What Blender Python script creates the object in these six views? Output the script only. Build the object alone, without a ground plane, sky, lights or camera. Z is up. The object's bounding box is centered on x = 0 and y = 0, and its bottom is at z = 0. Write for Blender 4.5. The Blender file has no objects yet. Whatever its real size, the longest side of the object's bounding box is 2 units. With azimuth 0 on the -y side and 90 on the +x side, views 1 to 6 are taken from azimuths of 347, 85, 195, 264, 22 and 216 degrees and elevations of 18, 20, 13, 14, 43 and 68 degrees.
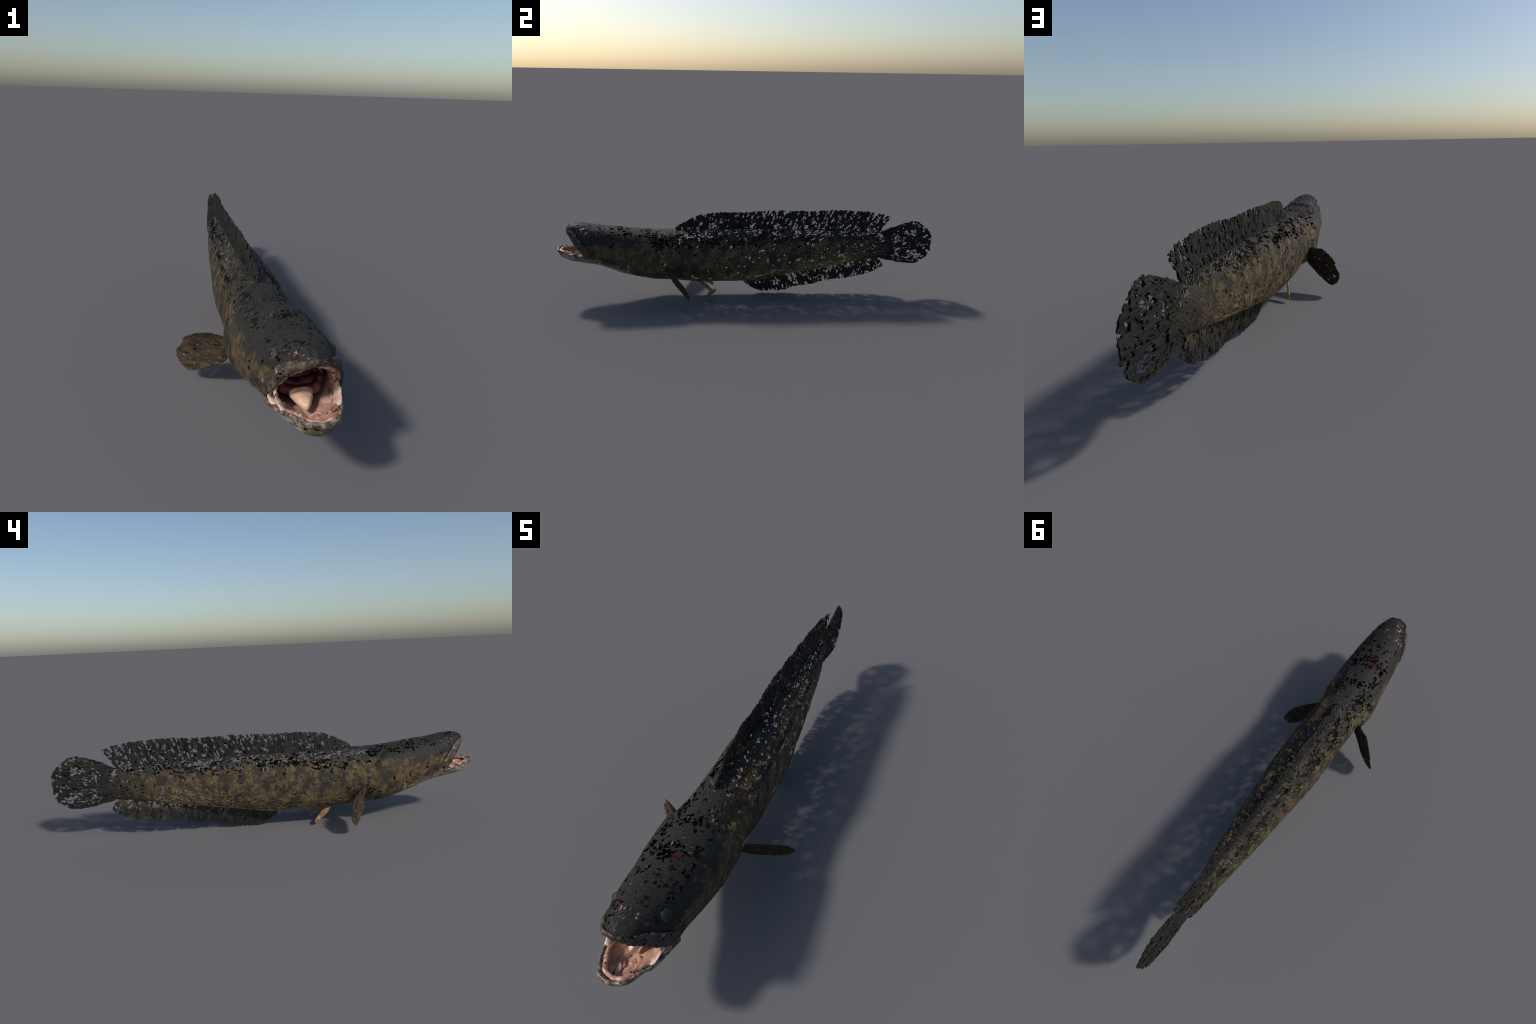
import bpy, math, random
import numpy as np
from mathutils import Vector, noise

random.seed(7)
RNG = np.random.default_rng(7)

# ---------------------------------------------------------------- utilities
def smooth_curve(xs, ys):
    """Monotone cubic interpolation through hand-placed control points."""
    xs = np.array(xs, float); ys = np.array(ys, float)
    h = np.diff(xs); d = np.diff(ys) / h
    m = np.zeros_like(ys)
    m[0], m[-1] = d[0], d[-1]
    for i in range(1, len(xs) - 1):
        if d[i - 1] * d[i] > 0:
            w1, w2 = 2 * h[i] + h[i - 1], h[i] + 2 * h[i - 1]
            m[i] = (w1 + w2) / (w1 / d[i - 1] + w2 / d[i])
    def f(x):
        x = np.clip(np.asarray(x, float), xs[0], xs[-1])
        i = np.clip(np.searchsorted(xs, x) - 1, 0, len(xs) - 2)
        t = (x - xs[i]) / h[i]
        return ((2*t**3 - 3*t**2 + 1) * ys[i] + (t**3 - 2*t**2 + t) * h[i] * m[i]
                + (-2*t**3 + 3*t**2) * ys[i + 1] + (t**3 - t**2) * h[i] * m[i + 1])
    return f

def smoothstep(a, b, x):
    t = np.clip((np.asarray(x, float) - a) / (b - a), 0, 1)
    return t * t * (3 - 2 * t)

def hermite(p0, t0, p1, t1, t):
    return ((2*t**3 - 3*t**2 + 1) * p0 + (t**3 - 2*t**2 + t) * t0
            + (-2*t**3 + 3*t**2) * p1 + (t**3 - t**2) * t1)

def n3(x, y, z, s=1.0, o=0.0):
    return noise.noise(Vector((x * s + o, y * s + o * 1.7, z * s - o)))

def grid_tris(rows, cols, closed, flip=False, offset=0):
    """Triangles of a rows x cols grid; diagonals alternate at random."""
    tris = []
    cc = cols if closed else cols - 1
    for i in range(rows - 1):
        for j in range(cc):
            a = offset + i * cols + j
            b = offset + i * cols + (j + 1) % cols
            c = a + cols; d = b + cols
            if random.random() < .5:
                q = [(a, b, d), (a, d, c)]
            else:
                q = [(a, b, c), (b, d, c)]
            if flip:
                q = [t[::-1] for t in q]
            tris += q
    return tris

def punch(verts, tris, density, direction, size=(2, 9), stretch=1.0):
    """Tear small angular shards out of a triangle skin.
    density(c) = wanted torn fraction at centroid c, direction(c) = grain of the tear."""
    V = np.asarray(verts); T = np.asarray(tris)
    C = V[T].mean(1)
    edge = {}
    for k, t in enumerate(tris):
        for a, b in ((t[0], t[1]), (t[1], t[2]), (t[2], t[0])):
            edge.setdefault((min(a, b), max(a, b)), []).append(k)
    nb = [[] for _ in tris]
    for ks in edge.values():
        if len(ks) == 2:
            nb[ks[0]].append(ks[1]); nb[ks[1]].append(ks[0])
    dead = np.zeros(len(tris), bool)
    mean = (size[0] + size[1]) / 2
    order = RNG.permutation(len(tris))
    for k in order:
        if dead[k]:
            continue
        c = C[k]
        if random.random() > -math.log(1 - min(density(c), .9)) * 1.15 / mean:
            continue
        g = direction(c)
        n = random.randint(*size)
        hole = {k}; front = list(nb[k])
        while front and len(hole) < n:
            best, bs = None, 1e9
            for f in random.sample(front, min(4, len(front))):
                d = C[f] - c
                al = d @ g
                s = np.linalg.norm(d - al * g) * stretch + abs(al) * .5 + random.random() * .008
                if s < bs:
                    best, bs = f, s
            front.remove(best)
            if best in hole:
                continue
            hole.add(best)
            front += [q for q in nb[best] if q not in hole]
        for h in hole:
            dead[h] = True
    return [t for t, x in zip(tris, dead) if not x]

def make_mesh(name, verts, faces, mat, parent, smooth=True):
    used = sorted({i for f in faces for i in f})
    remap = {o: i for i, o in enumerate(used)}
    me = bpy.data.meshes.new(name)
    me.from_pydata([tuple(map(float, verts[i])) for i in used], [], [[remap[i] for i in f] for f in faces])
    me.update()
    if smooth:
        me.polygons.foreach_set("use_smooth", [True] * len(me.polygons))
    me.materials.append(mat)
    ob = bpy.data.objects.new(name, me)
    bpy.context.scene.collection.objects.link(ob)
    ob.parent = parent
    ob["_used"] = 0
    del ob["_used"]
    return ob, used

def vertex_normals(verts, tris):
    V = np.asarray(verts); T = np.asarray(tris)
    n = np.cross(V[T[:, 1]] - V[T[:, 0]], V[T[:, 2]] - V[T[:, 0]])
    N = np.zeros_like(V)
    for k in range(3):
        np.add.at(N, T[:, k], n)
    return N / np.maximum(np.linalg.norm(N, axis=1, keepdims=True), 1e-12)

# ---------------------------------------------------------------- materials
class Nodes:
    def __init__(self, name):
        self.mat = bpy.data.materials.new(name)
        self.mat.use_nodes = True
        self.t = self.mat.node_tree
        self.b = self.t.nodes["Principled BSDF"]
        tc = self.t.nodes.new("ShaderNodeTexCoord")
        self.obj = tc.outputs["Object"]
        sx = self.t.nodes.new("ShaderNodeSeparateXYZ")
        self.t.links.new(self.obj, sx.inputs[0])
        self.x, self.y, self.z = sx.outputs

    def link(self, v, sock):
        if isinstance(v, (int, float)):
            sock.default_value = v
        elif isinstance(v, tuple):
            sock.default_value = (*v, 1.0) if len(v) == 3 and len(sock.default_value) == 4 else v
        else:
            self.t.links.new(v, sock)

    def m(self, op, a, b=0.0, c=0.0):
        n = self.t.nodes.new("ShaderNodeMath"); n.operation = op
        for v, s in zip((a, b, c), n.inputs):
            self.link(v, s)
        return n.outputs[0]

    def ramp(self, v, a, b, lo=0.0, hi=1.0):
        n = self.t.nodes.new("ShaderNodeMapRange")
        n.interpolation_type = 'SMOOTHSTEP'
        self.link(v, n.inputs[0])
        for i, q in enumerate((a, b, lo, hi)):
            self.link(q, n.inputs[i + 1])
        return n.outputs[0]

    def mix(self, f, a, b):
        n = self.t.nodes.new("ShaderNodeMix"); n.data_type = 'RGBA'
        self.link(f, n.inputs[0]); self.link(a, n.inputs[6]); self.link(b, n.inputs[7])
        return n.outputs[2]

    def scaled(self, s, rot=(0, 0, 0)):
        n = self.t.nodes.new("ShaderNodeMapping")
        n.inputs["Scale"].default_value = s
        n.inputs["Rotation"].default_value = rot
        self.t.links.new(self.obj, n.inputs[0])
        return n.outputs[0]

    def noise(self, vec, scale, detail=3.0, rough=.55, dist=0.0):
        n = self.t.nodes.new("ShaderNodeTexNoise")
        self.t.links.new(vec, n.inputs["Vector"])
        n.inputs["Scale"].default_value = scale
        n.inputs["Detail"].default_value = detail
        n.inputs["Roughness"].default_value = rough
        n.inputs["Distortion"].default_value = dist
        return n.outputs[0]

    def voronoi(self, vec, scale, feature='F1', out="Distance", rnd=1.0):
        n = self.t.nodes.new("ShaderNodeTexVoronoi"); n.feature = feature
        self.t.links.new(vec, n.inputs["Vector"])
        n.inputs["Scale"].default_value = scale
        n.inputs["Randomness"].default_value = rnd
        return n.outputs[out]

    def finish(self, col, rough=.6, spec=.3, bump=None, strength=.3, dist=.004):
        self.link(col, self.b.inputs["Base Color"])
        self.link(rough, self.b.inputs["Roughness"])
        self.b.inputs["Specular IOR Level"].default_value = spec
        if bump is not None:
            n = self.t.nodes.new("ShaderNodeBump")
            n.inputs["Strength"].default_value = strength
            n.inputs["Distance"].default_value = dist
            self.t.links.new(bump, n.inputs["Height"])
            self.t.links.new(n.outputs[0], self.b.inputs["Normal"])
        return self.mat

def skin_material():
    N = Nodes("mottled_fish_skin")
    o = N.obj
    big = N.noise(N.scaled((9, 11, 5)), 1.0, 4, .6, .6)
    mid = N.noise(o, 38, 5, .65)
    fine = N.noise(o, 170, 3, .6)
    # olive-brown flank
    flank = N.mix(N.ramp(mid, .36, .66), (.058, .043, .026), (.136, .098, .052))
    # dark blotches of two sizes with worn edges
    b1 = N.m('ADD', N.noise(N.scaled((12, 20, 14)), 1.0, 5, .68, .5), N.m('MULTIPLY', N.m('SUBTRACT', fine, .5), .2))
    chev = N.m('SINE', N.m('MULTIPLY', N.m('SUBTRACT', N.y, N.m('MULTIPLY', N.m('ABSOLUTE', N.m('SUBTRACT', N.z, .235)), .6)), 68.0))
    b1 = N.m('ADD', b1, N.m('MULTIPLY', chev, N.ramp(N.y, -.35, -.15, 0.0, .055)))
    b2 = N.m('ADD', N.noise(N.scaled((34, 40, 30)), 1.0, 4, .6, .8), N.m('MULTIPLY', N.m('SUBTRACT', fine, .5), .2))
    blotm = N.m('MAXIMUM', N.ramp(b1, .49, .57), N.ramp(b2, .56, .64, 0.0, .75))
    tail = N.ramp(N.m('ADD', N.y, N.m('MULTIPLY', N.m('SUBTRACT', mid, .5), .5)), .50, .78)
    blotm = N.m('MAXIMUM', blotm, tail)
    col = N.mix(N.m('MULTIPLY', blotm, .92), flank, N.mix(fine, (.022, .022, .020), (.040, .037, .031)))
    # height above the belly line, which climbs towards both ends
    rise = N.m('ADD', N.m('MULTIPLY', N.m('MAXIMUM', N.y, 0.0), .18),
               N.m('MULTIPLY', N.m('MAXIMUM', N.m('SUBTRACT', -.45, N.y), 0.0), .30))
    zb = N.m('SUBTRACT', N.m('SUBTRACT', N.z, .068), rise)
    wob = N.m('MULTIPLY', N.m('SUBTRACT', big, .5), .12)
    # lozenge scale network over the lower flank
    vec = N.scaled((1.0, 1.0, 1.0), (math.radians(45), 0, 0))
    cell = N.voronoi(vec, 74, 'DISTANCE_TO_EDGE', "Distance", .55)
    net = N.ramp(N.m('ADD', cell, N.m('MULTIPLY', N.m('SUBTRACT', mid, .5), .35)), .04, .26, 1.0, 0.0)
    low = N.m('MULTIPLY', N.ramp(N.m('ADD', zb, wob), .02, .11, 1.0, 0.0), N.m('MULTIPLY', N.ramp(N.y, .70, .40), N.ramp(N.y, -.50, -.38)))
    scales = N.mix(net, (.055, .038, .023), (.32, .23, .13))
    col = N.mix(N.m('MULTIPLY', low, N.m('SUBTRACT', .88, N.m('MULTIPLY', blotm, .45))), col, scales)
    # pale belly
    belly = N.m('MULTIPLY', N.ramp(N.m('ADD', zb, N.m('MULTIPLY', wob, .5)), -.004, .036, 1.0, 0.0), N.ramp(N.y, .68, .45))
    bellyc = N.mix(N.ramp(N.noise(o, 70, 3, .6), .45, .62), (.44, .34, .21), (.20, .14, .08))
    col = N.mix(N.m('MULTIPLY', belly, .85), col, bellyc)
    # dark back
    bl = N.m('ADD', .300, N.m('MULTIPLY', N.m('SUBTRACT', big, .5), .09))
    bl = N.m('ADD', bl, N.m('MULTIPLY', N.m('SUBTRACT', mid, .5), .07))
    back = N.ramp(N.m('SUBTRACT', N.z, bl), -.012, .024)
    backc = N.mix(N.ramp(fine, .3, .7), (.021, .0205, .019), (.033, .0315, .0285))
    backc = N.mix(N.ramp(mid, .52, .66, 0.0, .7), backc, N.mix(N.ramp(N.y, -.42, -.30), backc, (.070, .055, .036)))
    fleck = N.m('MULTIPLY', N.ramp(N.noise(N.scaled((70, 45, 70)), 1.0, 4, .7, .6), .56, .66), N.ramp(N.y, -.50, -.38))
    backc = N.mix(N.m('MULTIPLY', fleck, .8), backc, (.115, .090, .058))
    rust = N.m('MULTIPLY', N.ramp(N.noise(o, 65, 4, .7, .4), .58, .70), N.ramp(N.y, -.55, -.65))
    backc = N.mix(N.m('MULTIPLY', rust, .7), backc, (.070, .040, .028))
    col = N.mix(back, col, backc)
    # throat and chin: whitish with dark vermiculation
    thr = N.m('MULTIPLY', N.ramp(N.y, -.58, -.66), N.ramp(N.m('ADD', zb, N.m('MULTIPLY', wob, .4)), .015, .075, 1.0, 0.0))
    worm = N.ramp(N.noise(N.scaled((40, 22, 40)), 1.0, 3, .55, 1.2), .50, .62)
    col = N.mix(N.m('MULTIPLY', thr, .9), col, N.mix(worm, (.40, .36, .28), (.075, .064, .042)))
    # worn pale hind margin of the gill cover and of the cheek
    worn = N.ramp(N.noise(o, 55, 3, .6), .42, .60)
    dz = N.m('SUBTRACT', N.z, .20)
    edge = N.m('ADD', N.m('ADD', N.y, .437), N.m('MULTIPLY', N.m('MULTIPLY', dz, dz), 5.6))
    line = N.m('MULTIPLY', N.ramp(N.m('ABSOLUTE', N.m('ADD', edge, -.003)), .002, .009, 1.0, 0.0),
               N.m('MULTIPLY', N.ramp(N.z, .29, .25), worn))
    col = N.mix(N.m('MULTIPLY', line, .6), col, (.34, .31, .26))
    e2 = N.m('ADD', N.m('ADD', N.y, .625), N.m('MULTIPLY', N.m('SUBTRACT', N.z, .18), -.30))
    line2 = N.m('MULTIPLY', N.ramp(N.m('ABSOLUTE', e2), .002, .009, 1.0, 0.0), N.ramp(N.m('ADD', N.z, N.m('MULTIPLY', N.m('SUBTRACT', mid, .5), .10)), .215, .185))
    col = N.mix(N.m('MULTIPLY', N.m('MULTIPLY', line2, worn), .7), col, (.42, .38, .31))
    # olive patch on the tip of the chin
    chin = N.ramp(N.m('ADD', N.y, N.m('MULTIPLY', N.m('SUBTRACT', mid, .5), .05)), -.950, -.975)
    col = N.mix(N.m('MULTIPLY', chin, .85), col, (.12, .10, .042))
    grain = N.ramp(fine, .25, .75, .80, 1.15)
    mulc = N.t.nodes.new("ShaderNodeVectorMath"); mulc.operation = 'SCALE'
    N.t.links.new(col, mulc.inputs[0]); N.t.links.new(grain, mulc.inputs["Scale"])
    bump = N.m('ADD', N.m('MULTIPLY', fine, .45), N.m('MULTIPLY', N.m('MULTIPLY', N.ramp(cell, 0.0, .25), .8), N.ramp(N.y, -.48, -.40)))
    return N.finish(mulc.outputs[0], .60, .11, bump, .38, .004)

def fin_material(name, tint, dark, streak, root=None):
    N = Nodes(name)
    s = N.noise(N.scaled(streak[0], streak[1]), 1.0, 4, .6)
    f = N.noise(N.obj, 60, 4, .6)
    col = N.mix(N.ramp(s, .35, .65), dark, tint)
    col = N.mix(N.ramp(f, .58, .75, 0.0, .5), col, tuple(.5 * c for c in dark))
    if root:
        r = root(N)
        col = N.mix(r[0], col, r[1])
    return N.finish(col, .7, .09, s, .3, .003)

def mouth_material():
    N = Nodes("mouth_flesh")
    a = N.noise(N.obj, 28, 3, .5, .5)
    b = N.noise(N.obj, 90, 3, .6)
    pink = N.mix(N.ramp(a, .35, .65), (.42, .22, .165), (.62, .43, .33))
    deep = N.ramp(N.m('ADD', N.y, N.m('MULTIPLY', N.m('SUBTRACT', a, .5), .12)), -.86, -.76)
    col = N.mix(deep, pink, (.085, .016, .013))  # gullet red darkened to hold down sunlight entering through the crown tears
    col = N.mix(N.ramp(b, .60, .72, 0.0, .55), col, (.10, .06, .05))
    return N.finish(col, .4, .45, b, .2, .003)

def plain(name, c1, c2, scale, rough=.5, spec=.35, lo=.4, hi=.6, stretch=(1, 1, 1)):
    N = Nodes(name)
    a = N.noise(N.scaled(stretch), scale, 4, .6, .3)
    return N.finish(N.mix(N.ramp(a, lo, hi), c1, c2), rough, spec, a, .3, .003)

SKIN = skin_material()
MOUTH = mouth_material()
LIP = plain("lip_skin", (.030, .024, .019), (.11, .078, .054), 48, .5, .3, .42, .68)
LIPG = plain("jaw_fold_skin", (.050, .038, .030), (.30, .22, .18), 60, .5, .3, .52, .70, (1.6, .5, .5))
LOWLIP = plain("lower_lip_skin", (.07, .055, .042), (.36, .27, .21), 45, .42, .45, .42, .66)
TONGUE = plain("tongue_flesh", (.72, .50, .34), (.62, .38, .26), 25, .4, .4)
GUM = plain("gum_flesh", (.60, .38, .29), (.36, .17, .13), 40, .4, .45)
TOOTH = plain("tooth_ivory", (.62, .55, .42), (.5, .42, .3), 60, .35, .5)
EYE = plain("eye_lens", (.012, .013, .011), (.05, .052, .028), 50, .35, .3, .5, .7)
IRIS = plain("eye_ring", (.030, .031, .030), (.048, .045, .036), 90, .5, .25)

# ---------------------------------------------------------------- root
fish = bpy.data.objects.new("snakehead_fish", None)
bpy.context.scene.collection.objects.link(fish)
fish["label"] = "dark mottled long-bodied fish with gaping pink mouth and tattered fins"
fish["category"] = "fish"

# ---------------------------------------------------------------- body form
# stations along the length: y, back height, belly height, half width, height of widest point, midline x
STATIONS = [
    (-.80, .385, .178, .099, .285, .010), (-.74, .379, .158, .107, .270, .011), (-.68, .373, .134, .113, .255, .010),
    (-.60, .364, .111, .119, .238, .009), (-.50, .357, .091, .119, .222, .006),
    (-.40, .357, .083, .107, .215, .008), (-.30, .358, .076, .108, .212, .012),
    (-.15, .361, .071, .109, .214, .012), (.00, .361, .072, .104, .216, .012),
    (.13, .359, .091, .092, .225, .011), (.25, .356, .112, .082, .236, .010),
    (.40, .352, .136, .066, .246, .008), (.50, .347, .152, .054, .252, .007),
    (.60, .341, .172, .039, .258, .006), (.68, .336, .182, .024, .262, .006),
    (.73, .333, .188, .013, .264, .006), (.765, .322, .200, .004, .264, .006)]
S = np.array(STATIONS)
f_top, f_bot, f_wid, f_mid, f_x = [smooth_curve(S[:, 0], S[:, k]) for k in range(1, 6)]

def gill_edge(z):
    return -.437 - 5.6 * (z - .2) ** 2

def section(y, th):
    """Point on the skin at station y, angle th from the back (signed towards +x)."""
    c, s = math.cos(th), math.sin(th)
    n = 2.25 if c > 0 else 2.25 - .2 * abs(c)
    w, zm = float(f_wid(y)), float(f_mid(y))
    up = float(f_top(y)) - zm; dn = zm - float(f_bot(y))
    x = w * math.copysign(abs(s) ** (2 / n), s)
    z = zm + (up if c > 0 else dn) * math.copysign(abs(c) ** (2 / n), c)
    # gill cover lifts off the flank and ends in a step
    e = gill_edge(z)
    lift = float(smoothstep(e - .20, e - .02, y) * (1 - smoothstep(e - .003, e + .006, y)))
    side = float(smoothstep(.25, .8, abs(s)))
    x += math.copysign((.013 if s < 0 else .005) * lift * side, s)
    # flesh draws in below the gill cover, around the pectoral roots
    draw = math.exp(-((y + .42) / .07) ** 2) * float(smoothstep(.20, .13, z))
    x -= math.copysign(.010 * draw * side, s)
    # shallow fold where the cheek meets the gill cover
    e2 = -.625 + .30 * (z - .18)
    x -= math.copysign(.004 * math.exp(-((y - e2) / .006) ** 2) * side * float(smoothstep(.28, .22, z)), s)
    return np.array([f_x(y) + x, y, z])

COLS = 148
THC = math.radians(108)          # angle of the mouth corners
k_c = round(THC / (2 * math.pi) * COLS)
THC = k_c * 2 * math.pi / COLS
thetas = np.array([-math.pi + 2 * math.pi * (j + .5 * 0) / COLS for j in range(COLS)])
Y_SPLIT = -.76

# lips as space curves, from the middle (0) to the mouth corner (1)
UP = np.array([(0, .000, -.937, .373), (.22, .030, -.931, .367), (.42, .054, -.911, .346), (.62, .072, -.887, .315),
               (.82, .086, -.855, .272), (1, .092, -.824, .236)])
LO = np.array([(0, .000, -.993, .262), (.25, .028, -.986, .265), (.5, .052, -.953, .262), (.72, .069, -.915, .250),
               (.88, .082, -.868, .240), (1, .092, -.824, .236)])
up_c = [smooth_curve(UP[:, 0], UP[:, k]) for k in (1, 2, 3)]
lo_c = [smooth_curve(LO[:, 0], LO[:, k]) for k in (1, 2, 3)]
HEAD_X = .013

def lip_point(tab, phi):
    a = abs(phi)
    return np.array([HEAD_X + math.copysign(float(tab[0](a)), phi), float(tab[1](a)), float(tab[2](a))])

def head_tangents(th):
    """Start tangent (on the body) and end tangent (at the lip) of each lengthwise head line."""
    a = abs(th)
    if a <= THC:
        p = a / THC
        sgn = math.copysign(1, th)
        t1 = np.array([sgn * .0, -.02 - .07 * p, -.13 + .10 * p]) * 1.2
    else:
        p = (math.pi - a) / (math.pi - THC)
        t1 = np.array([math.copysign(.01 * p, th), .01 - .07 * p, .20 * (1 - p * p) + .03 * p]) * 1.2
    return t1

verts, rows = [], []
ys = np.arange(Y_SPLIT, .764, .0064)
for y in ys:
    for th in thetas:
        verts.append(section(y, th))
nrow = len(ys)
tris = grid_tris(nrow, COLS, True)
# tail end cap
tail = len(verts); verts.append(np.array([f_x(.76), .768, .262]))
for j in range(COLS):
    tris.append(((nrow - 1) * COLS + j, (nrow - 1) * COLS + (j + 1) % COLS, tail))

# head in front of the split: upper jaw columns and lower jaw columns
HROWS = 34
def jaw_grid(col_ids):
    """Grow the given columns forward from the split ring to the lip."""
    global verts, tris
    prev = [j % COLS for j in col_ids]
    for r in range(1, HROWS + 1):
        t = r / HROWS
        cur = []
        for j in col_ids:
            jj = j % COLS; th = thetas[jj]
            key = (jj, r)
            if key in corner_cache:
                cur.append(corner_cache[key]); continue
            p0 = section(Y_SPLIT, th); p00 = section(Y_SPLIT + .02, th)
            up = abs(th) <= THC + 1e-6
            phi = th / THC if up else math.copysign((math.pi - abs(th)) / (math.pi - THC), th)
            if not up and abs(abs(th) - math.pi) < 1e-9:
                phi = 0.0
            p1 = lip_point(up_c if up else lo_c, phi)
            L = np.linalg.norm(p1 - p0)
            t0 = (p0 - p00) / np.linalg.norm(p0 - p00) * L * 1.15
            p = hermite(p0, t0, p1, head_tangents(th), t)
            idx = len(verts); verts.append(p); cur.append(idx)
            if abs(abs(th) - THC) < 1e-6:
                corner_cache[key] = idx
        for k in range(len(col_ids) - 1):
            a, b, c, d = prev[k], prev[k + 1], cur[k], cur[k + 1]
            q = [(b, a, c), (b, c, d)] if random.random() < .5 else [(b, a, d), (a, c, d)]
            tris.extend(q)
        prev = cur
    return prev
corner_cache = {}
j0 = COLS // 2                    # column on the back
upper_cols = list(range(j0 - k_c, j0 + k_c + 1))
lower_cols = list(range(j0 + k_c, j0 - k_c + COLS + 1))
upper_rim = jaw_grid(upper_cols)
lower_rim = jaw_grid(lower_cols)

verts = np.array(verts)
rim = set(upper_rim) | set(lower_rim)
# uneven flesh and slight tangential irregularity
Nrm = vertex_normals(verts, tris)
if Nrm[j0 + COLS * 40][2] < 0:
    tris = [t[::-1] for t in tris]; Nrm = -Nrm
for i, v in enumerate(verts):
    a = n3(*v, 14) * .0022 + n3(*v, 45, 3) * .0010 + n3(*v, 110, 9) * .0006
    verts[i] = v + Nrm[i] * a
    if i not in rim:
        j = RNG.normal(0, .0014, 3); j -= Nrm[i] * (j @ Nrm[i])
        verts[i] += j
Nrm = vertex_normals(verts, tris)

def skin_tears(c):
    x, y, z = c
    top, bot = float(f_top(y)), float(f_bot(y))
    h = (z - bot) / max(top - bot, .02)
    clus = .8 * n3(x * .25, y * 1.0, z * 1.8, 15, 5) + .7 * n3(x * .5, y, z * 1.5, 42, 2)
    fieldv = max(0.0, clus + .22) * 2.3
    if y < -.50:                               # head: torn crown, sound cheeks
        d = .020 + .21 * float(smoothstep(.80, .92, h)) * float(smoothstep(-.95, -.86, y))
        if y < -.9:
            d = .07
        if h < .3:
            d = .012
        return d * (0.15 + fieldv)
    d = .06 + .11 * float(smoothstep(-.1, .5, y))
    sh = float(smoothstep(-.56, -.44, y))
    d += .68 * math.exp(-((h - .94) / .055) ** 2) * sh      # rows beside the dorsal fin
    d += .46 * math.exp(-((h - .82) / .07) ** 2) * sh * (1 - .3 * float(smoothstep(.1, .5, y)))
    d += .25 * math.exp(-((h - .16) / .06) ** 2) * float(smoothstep(-.40, -.25, y))
    if h > .975:
        d *= .25 + .85 * float(smoothstep(-.36, -.2, y))
    if h < .05:
        d *= .4
    return min(d * (.35 + fieldv * .95), .80)

kept = punch(verts, tris, skin_tears, lambda c: np.array([0, .92, .39]) if random.random() < .6 else np.array([0., .3, .95]),
             (1, 9), 1.7)

# split the one skin into anatomical regions; border vertices coincide and normals are the whole skin's
def region(c):
    x, y, z = c
    if y < Y_SPLIT:
        # below the line from the mouth corner back: lower jaw
        zl = .236 + (y + .822) * .25
        return "lower_jaw" if z < zl else "head"
    e = gill_edge(z)
    if y < e:
        if y > -.625 + .30 * (z - .18) and z < .30 and abs(x) > .05 and z > .12:
            return "gill_cover"
        return "head" if z > .20 or y > -.70 else "lower_jaw"
    if y > .60:
        return "tail_stalk"
    return "torso"

groups = {}
for t in kept:
    c = verts[list(t)].mean(0)
    r = region(c)
    if r == "gill_cover":
        r = "gill_cover" + ("R" if c[0] > 0 else "L")
    groups.setdefault(r, []).append(t)
for r, fs in groups.items():
    ob, used = make_mesh(r.rstrip("LR") , verts, fs, SKIN, fish)
    ob.data.normals_split_custom_set_from_vertices([tuple(Nrm[i]) for i in used])

# ---------------------------------------------------------------- mouth
def lip_loop(n_up=61, n_lo=61):
    u = [lip_point(up_c, p) for p in np.linspace(-1, 1, n_up)]
    l = [lip_point(lo_c, p) for p in np.linspace(1, -1, n_lo)[1:-1]]
    return u + l, n_up, n_lo - 2

loop, nu, nl = lip_loop()
mv, mrows = [], 40
M = len(loop)
for r in range(mrows):
    t = r / (mrows - 1)
    for k, p in enumerate(loop):
        isup = k < nu
        if isup:
            a = (k / (nu - 1) * 2 - 1) * THC
        else:
            q = (k - nu + 1) / (nl + 1)
            a = THC + q * 2 * (math.pi - THC)
        # oral cavity ring and gullet ring
        ring1 = np.array([HEAD_X * .7 + .078 * math.sin(a), -.775, .275 + (.080 if math.cos(a) > 0 else .075) * math.cos(a)])
        ring2 = np.array([.045 * math.sin(a), -.60, .245 + .05 * math.cos(a)])
        ctr = np.array([HEAD_X, p[1], p[2]])
        inw = ctr - p
        if isup:
            f = 1 - abs(a) / THC
            t0 = np.array([inw[0] * .5, .06 + .04 * f, .05 * f])
        else:
            q = 1 - abs(a - math.pi) / (math.pi - THC)
            t0 = np.array([inw[0] * .45, .05 * (1 - q) + .02, -.10 * q - .03])
        if t < .62:
            s = t / .62
            pt = hermite(p, t0, ring1, np.array([0, .12, 0.0]), s)
        else:
            s = (t - .62) / .38
            pt = hermite(ring1, np.array([0, .12, 0.0]), ring2, np.array([0, .15, 0]), s)
        w = min(1, r / 4)
        bump = (n3(*pt, 22, 2) * .006 + n3(*pt, 60, 4) * .003) * w
        d = np.array([math.sin(a), 0, math.cos(a)])
        mv.append(pt - d * abs(bump) * .9)
mt = grid_tris(mrows, M, True)
e = len(mv); mv.append(np.array([0, -.59, .245]))
mt += [((mrows - 1) * M + k, (mrows - 1) * M + (k + 1) % M, e) for k in range(M)]
mv = np.array(mv)
mt = punch(mv, mt, lambda c: (.04 if c[1] > -.88 else .10) * max(0, .4 + 3 * n3(*c, 30, 4)), lambda c: np.array([0., 1., 0.]), (2, 8))
make_mesh("mouth_lining", mv, mt, MOUTH, fish)

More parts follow.
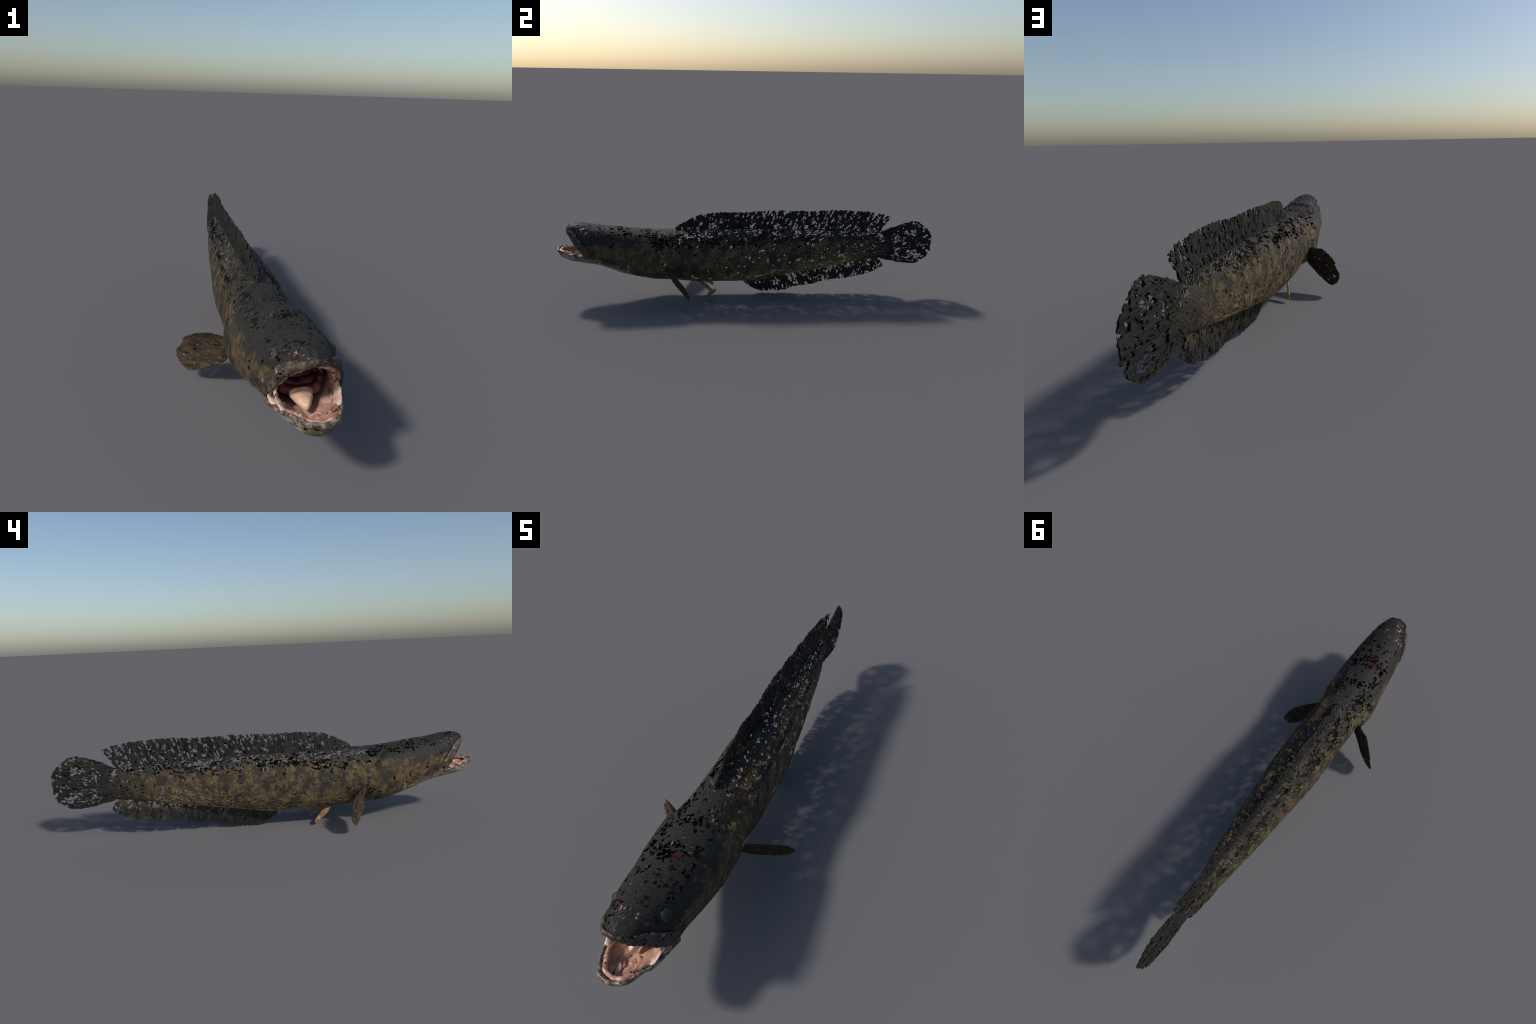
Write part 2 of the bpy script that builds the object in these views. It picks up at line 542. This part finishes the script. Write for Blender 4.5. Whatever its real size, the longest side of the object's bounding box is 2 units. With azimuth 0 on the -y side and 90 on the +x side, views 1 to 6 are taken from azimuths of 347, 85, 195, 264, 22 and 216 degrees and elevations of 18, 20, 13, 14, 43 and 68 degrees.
def sweep(name, centre, frame_u, ru, rv, mat, n=16, wob=.0015, tear=0.0, power=2.0):
    """Flattened tube along a list of centre points; ru/rv radii per point along u and v."""
    P = np.array(centre); v = []
    for i, p in enumerate(P):
        tg = P[min(i + 1, len(P) - 1)] - P[max(i - 1, 0)]; tg /= np.linalg.norm(tg)
        u = np.array(frame_u[i], float); u -= tg * (u @ tg); u /= np.linalg.norm(u)
        w = np.cross(tg, u)
        for k in range(n):
            a = 2 * math.pi * k / n
            ca = math.copysign(abs(math.cos(a)) ** (2 / power), math.cos(a))
            sa = math.copysign(abs(math.sin(a)) ** (2 / power), math.sin(a))
            q = p + u * ru[i] * ca + w * rv[i] * sa
            g = 1 + 0 * n3(*q, 30)
            q = q + (q - p) / max(np.linalg.norm(q - p), 1e-6) * (n3(*q, 60, 6) * wob + n3(*q, 150, 1) * wob * .5)
            v.append(q)
    t = grid_tris(len(P), n, True)
    for end, row in ((P[0], 0), (P[-1], len(P) - 1)):
        e = len(v); v.append(end)
        for k in range(n):
            f = (row * n + k, row * n + (k + 1) % n, e)
            t.append(f if row else f[::-1])
    v = np.array(v)
    if tear:
        t = punch(v, t, lambda c: tear * max(0, .5 + 3 * n3(*c, 40, 3)), lambda c: np.array([0., 1., 0.]), (2, 6))
    ob, _ = make_mesh(name, v, t, mat, fish)
    return ob

ph = np.linspace(-1.0, 1.0, 121)
# upper lip: a fleshy band along the rim, taller at the sides
cu = [lip_point(up_c, p) + np.array([math.copysign(.003, p) * min(1, abs(p) * 3), .002, .006 + .003 * abs(p)]) for p in ph]
fu = [np.array([0, .35 + .3 * abs(p), 1.0]) for p in ph]
sweep("upper_lip", cu, fu, [.008 + .006 * abs(p) - .005 * max(0, abs(p) - .9) * 10 for p in ph], [.0048] * len(ph), LIP, 18, .0034, .07)
# upper jaw fold behind the lip on each cheek
for sgn in (-1, 1):
    pp = np.linspace(.25, 1.0, 60)
    c2, f2, ra, rb = [], [], [], []
    for p in pp:
        q = lip_point(up_c, sgn * p)
        back = .016 + .022 * (p - .25)
        c2.append(q + np.array([sgn * (.007 + .004 * p) * (1 - 1.6 * float(smoothstep(.80, 1.0, p))), back * (1 - .5 * float(smoothstep(.8, 1, p))), .012 - .010 * p]))
        f2.append(np.array([0, 1, .55]))
        ra.append(.003 + .008 * math.sin(math.pi * (p - .22) / .85)); rb.append(.0045)
    sweep("jaw_fold", c2, f2, ra, rb, LIPG, 14, .0036, .07)
# lower lip
cl = [lip_point(lo_c, p) + np.array([0, 0, -.004]) for p in ph]
fl = [np.array([p * .4, -.3, 1.0]) for p in ph]
sweep("lower_lip", cl, fl, [.009 - .005 * abs(p) for p in ph], [.006 - .002 * abs(p) for p in ph], LOWLIP, 16, .0034, .06)
# gum ridge inside the lower jaw
g = np.linspace(-.92, .92, 90)
cg = []
for p in g:
    q = lip_point(lo_c, p)
    inward = np.array([HEAD_X - q[0], .9 * (-.88 - q[1]) if q[1] < -.88 else 0, 0])
    inward = np.array([HEAD_X, -.86, q[2]]) - q
    inward /= np.linalg.norm(inward)
    cg.append(q + inward * .014 + np.array([0, 0, -.006]))
sweep("gum", cg, [np.array([0, 0, 1.0])] * len(g), [.006] * len(g), [.007] * len(g), GUM, 12, .0022, .05)
# inner fold of the palate side
cg2 = []
for p in g:
    q = lip_point(up_c, p)
    inward = np.array([HEAD_X, -.80, .30]) - q
    inward /= np.linalg.norm(inward)
    cg2.append(q + inward * .016)
sweep("gum", cg2, [np.array([0, 0, 1.0])] * len(g), [.008] * len(g), [.006] * len(g), GUM, 12, .006, .02)

# tongue: pointed wedge
tv, TN, TM = [], 26, 28
for i in range(TN):
    t = i / (TN - 1)
    y = -.897 + .052 * t
    w = .030 * (t * .96 + .04) ** .62
    hgt = .018 * (t * .9 + .1) ** .5
    zc = .239 + .008 * t
    for k in range(TM):
        a = 2 * math.pi * k / TM
        ca = math.copysign(abs(math.cos(a)) ** .75, math.cos(a)); sa = math.copysign(abs(math.sin(a)) ** .75, math.sin(a))
        p = np.array([HEAD_X - .006 + w * sa, y, zc + hgt * ca * (1.0 if ca > 0 else .8)])
        tv.append(p + np.array([n3(*p, 60, 2) * .002, 0, n3(*p, 50) * .003]))
tt = grid_tris(TN, TM, True, flip=True)
e = len(tv); tv.append(np.array([HEAD_X - .006, -.899, .239])); tt += [(k, (k + 1) % TM, e) for k in range(TM)]
e = len(tv); tv.append(np.array([HEAD_X - .006, -.843, .247])); tt += [((TN - 1) * TM + (k + 1) % TM, (TN - 1) * TM + k, e) for k in range(TM)]
make_mesh("tongue", np.array(tv), tt, TONGUE, fish)

# pale fleshy folds hung between the jaws at the mouth corners
CHEEK = plain("cheek_flesh", (.66, .50, .39), (.44, .24, .18), 30, .4, .4, .42, .66)
for sgn in (-1, 1):
    for k, (pu, pl, inn, wd) in enumerate([(.76, .74, .007, .015), (.86, .86, .008, .017)]):
        a, b = lip_point(up_c, sgn * pu), lip_point(lo_c, sgn * pl)
        pts = []
        for t in np.linspace(0, 1, 22):
            q = a + (b - a) * t
            q = q + np.array([-sgn * (inn - .006 * math.sin(math.pi * t)), .020 * math.sin(math.pi * t) + .006 * k, -.004 * t])
            pts.append(q)
        rad = [wd * (.55 + .45 * math.sin(math.pi * t)) for t in np.linspace(0, 1, 22)]
        sweep("cheek_fold", pts, [np.array([0, 1.0, .2])] * 22, rad, [.004] * 22, CHEEK, 12, .004, .06)
# red gill arches closing in behind the tongue
ARCH = plain("gill_arch_flesh", (.19, .035, .027), (.075, .014, .012), 30, .35, .5)
for k, (yy, rr, zz) in enumerate([(-.838, .042, .252), (-.812, .052, .262), (-.786, .056, .270)]):
    aa = np.linspace(-2.0, 2.0, 40)
    pts = [np.array([HEAD_X - .002 + rr * 1.25 * math.sin(a), yy + .018 * (1 - math.cos(a)), zz + .010 - rr * .55 * math.cos(a) * .6]) for a in aa]
    sweep("gill_arch", pts, [np.array([0, .6, 1.0])] * len(pts), [.012] * len(pts), [.006] * len(pts), ARCH, 12, .004)
# loose folds of flesh on the floor and walls of the mouth
frng = random.Random(5)
for k in range(16):
    ph0 = frng.uniform(-.85, .85)
    q = lip_point(lo_c, ph0)
    inward = np.array([HEAD_X, -.86, .225]) - q
    a = frng.uniform(.25, .62)
    c0 = q + inward * a + np.array([0, 0, -.012 - .012 * math.sin(a * 3.1)])
    dirv = np.array([frng.uniform(-.6, .6), 1.0, frng.uniform(-.25, .15)]); dirv /= np.linalg.norm(dirv)
    ln = frng.uniform(.018, .040)
    pts = [c0 + dirv * ln * (t - .5) + np.array([.004 * math.sin(t * 3 + k), 0, .004 * math.sin(math.pi * t)]) for t in np.linspace(0, 1, 16)]
    wid = [frng.uniform(.006, .010) * math.sin(math.pi * (t * .9 + .05)) + .001 for t in np.linspace(0, 1, 16)]
    sweep("mouth_fold", pts, [np.array([frng.uniform(-.4, .4), 0, 1.0])] * 16, [.0045] * 16, wid, GUM, 10, .003)

# ---------------------------------------------------------------- eyes
def head_surface(y, z, sgn):
    """x of the skin at (y, z) on the given side, by nearest vertex."""
    best, bx = 1e9, 0
    sel = (verts[:, 0] - HEAD_X) * sgn > 0
    d = np.hypot(verts[sel][:, 1] - y, verts[sel][:, 2] - z)
    i = int(np.argmin(d))
    return verts[sel][i], Nrm[sel][i]

def dome(name, centre, normal, radius, height, mat, parent):
    n = Vector(normal).normalized()
    t = n.orthogonal().normalized(); b = n.cross(t)
    v, R, K = [], 14, 36
    for r in range(R):
        f = r / (R - 1) * math.pi / 2
        for k in range(K):
            a = 2 * math.pi * k / K
            v.append(np.array(Vector(centre) + (t * math.cos(a) + b * math.sin(a)) * radius * math.cos(f) + n * height * math.sin(f)))
    ob, _ = make_mesh(name, np.array(v), grid_tris(R, K, True), mat, parent)
    return ob

for sgn in (-1, 1):
    p, nn = head_surface(-.826, .350, sgn)
    ring = dome("eye", p - nn * .003, nn, .0185, .0075, IRIS, fish)
    lens = dome("eyeball", p + nn * .001, nn, .0100, .0060, EYE, ring)

# ---------------------------------------------------------------- fins
FIN = fin_material("dark_fin_membrane", (.029, .0285, .025), (.0145, .0145, .013), ((30, 60, 12), (.75, 0, 0)))
TAILF = fin_material("dark_tail_membrane", (.028, .0275, .024), (.014, .014, .0125), ((30, 9, 95), (0, 0, 0)))
def anal_root(N):
    n = N.noise(N.obj, 50, 3, .6)
    m = N.ramp(N.m('ADD', N.m('SUBTRACT', N.m('SUBTRACT', N.z, .055), N.m('MULTIPLY', N.m('MAXIMUM', N.y, 0.0), .15)),
                   N.m('MULTIPLY', N.m('SUBTRACT', n, .5), .05)), -.025, .03, 0.0, .6)
    return m, (.085, .060, .036)
ANALF = fin_material("dark_anal_membrane", (.031, .029, .024), (.0145, .014, .0125), ((30, 60, 12), (-.75, 0, 0)), anal_root)
PEC = fin_material("brown_fin_membrane", (.074, .053, .034), (.034, .026, .019), ((7, 45, 70), (0, .35, -.6)))
PELV = fin_material("tan_fin_membrane", (.40, .245, .125), (.24, .14, .07), ((60, 40, 60), (0, 0, 0)))

def fin_sheet(name, base, tip, rays, steps, thick, mat, tear, edge_noise, fold, side, stretch=1.8, size=(2, 9), parent=fish, jit=.0016, ray_turn=1.05, gap_w=.0025):
    """Membrane between a base curve and a tip curve (functions of s in 0..1), corrugated by its rays,
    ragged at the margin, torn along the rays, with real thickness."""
    v = []
    for i in range(rays):
        s = i / (rays - 1)
        b, t = np.array(base(s)), np.array(tip(s))
        t = b + (t - b) * (1 + edge_noise * (n3(s * 9, .3, 0, 1, 3) + .9 * n3(s * 37, .7, 0, 1, 5) + .3 * n3(s * 110, .2, 0, 1, 2)))
        for k in range(steps):
            f = k / (steps - 1)
            p = b + (t - b) * f
            p = p + side(s, f) + np.array(fold) * (math.sin(i * ray_turn) * .0007 * f + n3(*p, 14, 7) * .006 * f)
            g = RNG.normal(0, jit, 3); fo = np.array(fold); g -= fo * (g @ fo) / (fo @ fo)
            v.append(p + g * (0 < k))
    v = np.array(v)
    t = grid_tris(rays, steps, False)
    def grain(c):
        s = None
        return grain_dir(c)
    def grain_dir(c):
        i = int(np.argmin(((v[::steps] - c) ** 2).sum(1)))
        g = v[i * steps + steps - 1] - v[i * steps]
        return g / max(np.linalg.norm(g), 1e-6)
    # distance to margin drives fraying
    tipv = v[steps - 1::steps]
    def dens(c):
        d = math.sqrt(float(((tipv - c) ** 2).sum(1).min()))
        fr = .28 * math.exp(-d / .004)
        cl = max(0.0, n3(c[0], c[1], c[2], 22, 8) + .8 * n3(c[0], c[1], c[2], 75, 1) + .25) * 2.4
        return min((tear(c) * (.25 + cl) + fr) * .8, .65)
    N = vertex_normals(v, t)
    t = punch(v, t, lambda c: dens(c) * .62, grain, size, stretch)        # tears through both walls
    gap = thick * .5 + gap_w
    depth = np.minimum(1.0, np.sqrt(((v[:, None, :] - tipv[None, ::3, :]) ** 2).sum(2)).min(1) / .02)[:, None]
    allv, faces = [], []
    base_i = 0
    for sd in (1, -1):
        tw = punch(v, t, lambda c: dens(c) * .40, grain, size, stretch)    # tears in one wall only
        mid = v + N * sd * (gap * depth + thick * .55)
        allv += [mid + N * thick / 2, mid - N * thick / 2]
        off = len(v)
        faces += [(a + base_i, b + base_i, c + base_i) for a, b, c in tw]
        faces += [(c + off + base_i, b + off + base_i, a + off + base_i) for a, b, c in tw]
        edges = {e for a, b, c in tw for e in ((a, b), (b, c), (c, a))}
        for a, b in sorted(edges):
            if (b, a) not in edges:
                faces.append((b + base_i, a + base_i, a + off + base_i, b + off + base_i))
        base_i += 2 * off
    ob, _ = make_mesh(name, np.vstack(allv), faces, mat, parent, smooth=True)
    ob.data.set_sharp_from_angle(angle=math.radians(50))
    return ob

zero = lambda s, f: np.zeros(3)
# dorsal fin
dt = smooth_curve([-.385, -.33, -.26, -.17, -.05, .05, .20, .35, .50, .60, .68, .745, .765],
                  [.368, .402, .432, .445, .443, .452, .451, .453, .455, .449, .440, .425, .416])
d_x = smooth_curve([-.40, -.25, .0, .25, .5, .75], [.002, -.008, -.008, .000, .006, .008])
def d_base(s):
    y = -.40 + 1.10 * s
    return (float(d_x(y)), y, float(f_top(y)) - .008)
def d_tip(s):
    y = -.385 + 1.145 * s ** .97
    return (float(d_x(y)), y, float(dt(y)))
fin_sheet("dorsal_fin", d_base, d_tip, 240, 18, .0012, FIN,
          lambda c: .20 + .28 * float(smoothstep(-.1, .4, c[1])) + .3 * math.exp(-((c[2] - float(f_top(c[1])) - .006) / .006) ** 2),
          .06, (1, 0, 0), lambda s, f: np.array([.006 * f * math.sin(s * 7 + .5), 0, 0]), 2.1, (1, 10))
# anal fin
at = smooth_curve([-.03, .02, .09, .15, .25, .35, .45, .58, .66, .72, .745],
                  [.058, .022, .003, .008, .028, .044, .056, .074, .094, .120, .143])
def a_base(s):
    y = -.045 + .755 * s
    return (f_x(y), y, float(f_bot(y)) + .008)
def a_tip(s):
    y = -.03 + .772 * s ** .93
    return (f_x(y), y, float(at(y)))
fin_sheet("anal_fin", a_base, a_tip, 170, 16, .0012, ANALF,
          lambda c: .26 + .32 * float(smoothstep(.1, .5, c[1])), .09, (1, 0, 0),
          lambda s, f: np.array([.010 * f * math.sin(s * 6), 0, 0]), 2.1, (1, 10))
# tail fin: fan
rim_pts = np.array([(0.00, .790, .366), (.10, .835, .384), (.20, .880, .396), (.32, .940, .376), (.42, .978, .338),
                    (.52, .998, .286), (.62, .997, .238), (.74, .968, .184), (.86, .895, .153), (.94, .830, .160), (1.0, .780, .176)])
rim_y = smooth_curve(rim_pts[:, 0], rim_pts[:, 1]); rim_z = smooth_curve(rim_pts[:, 0], rim_pts[:, 2])
def t_base(s):
    return (f_x(.74) , .715 + .03 * math.sin(math.pi * s), .334 - .148 * s)
def t_tip(s):
    return (.015 - .014 * (s - .5), float(rim_y(s)), float(rim_z(s)))
fin_sheet("tail_fin", t_base, t_tip, 70, 42, .0015, TAILF,
          lambda c: .20 + .34 * float(smoothstep(.74, .82, c[1])), .03, (1, 0, 0),
          lambda s, f: np.array([-.002 * math.sin(f * 3.0) * math.sin(s * 3), 0, 0]), 1.8, (1, 10), fish, .0020, 2.1)

def side_fin(name, base_a, base_b, rim_points, rays, steps, mat, tear, cup, sgn, size=(2, 6)):
    R = np.array(rim_points, float); ts = np.linspace(0, 1, len(R))
    rc = [smooth_curve(ts, R[:, k]) for k in range(3)]
    A, B = np.array(base_a), np.array(base_b)
    m = np.array([sgn, 1, 1])
    return fin_sheet(name, lambda s: (A + (B - A) * s) * m,
                     lambda s: np.array([float(rc[k](s)) for k in range(3)]) * m,
                     rays, steps, .0012, mat, tear, .05, (.3 * sgn, .9, .2),
                     lambda s, f: np.array([0, cup * math.sin(f * 2.6) * math.sin(math.pi * s), 0]), 1.6, size, fish, .0009, 1.6, .0012)

# left pectoral stands upright like a paddle
side_fin("pectoral_fin", (.094, -.438, .195), (.090, -.424, .132),
         [(.165, -.395, .200), (.208, -.357, .182), (.238, -.332, .147), (.254, -.322, .100), (.249, -.330, .062),
          (.218, -.352, .045), (.168, -.390, .066), (.120, -.420, .104)], 44, 30, PEC, lambda c: .05, .012, -1)
# right pectoral is twisted: its leading edge turned up, outward and forward
c0, c1 = np.array([.108, -.430, .165]), np.array([.246, -.310, .070])
ch = np.array([.33, -.20, .92])
rimp = [c0 + (c1 - c0) * t + ch * hw for t, hw in
        [(.22, .036), (.50, .048), (.78, .046), (.97, .026), (1.02, .0), (.97, -.026), (.78, -.044), (.50, -.046), (.22, -.034)]]
side_fin("pectoral_fin", c0 + ch * .028, c0 - ch * .028, rimp, 44, 30, PEC, lambda c: .10, .004, 1)
for sgn in (-1, 1):
    side_fin("pelvic_fin", (.026, -.285, .082), (.030, -.262, .078),
             [(.040, -.255, .050), (.050, -.225, .028), (.055, -.203, .0145), (.055, -.197, .016),
              (.052, -.205, .032), (.042, -.232, .060)], 18, 20, PELV, lambda c: .03, .003, sgn, (1, 3))
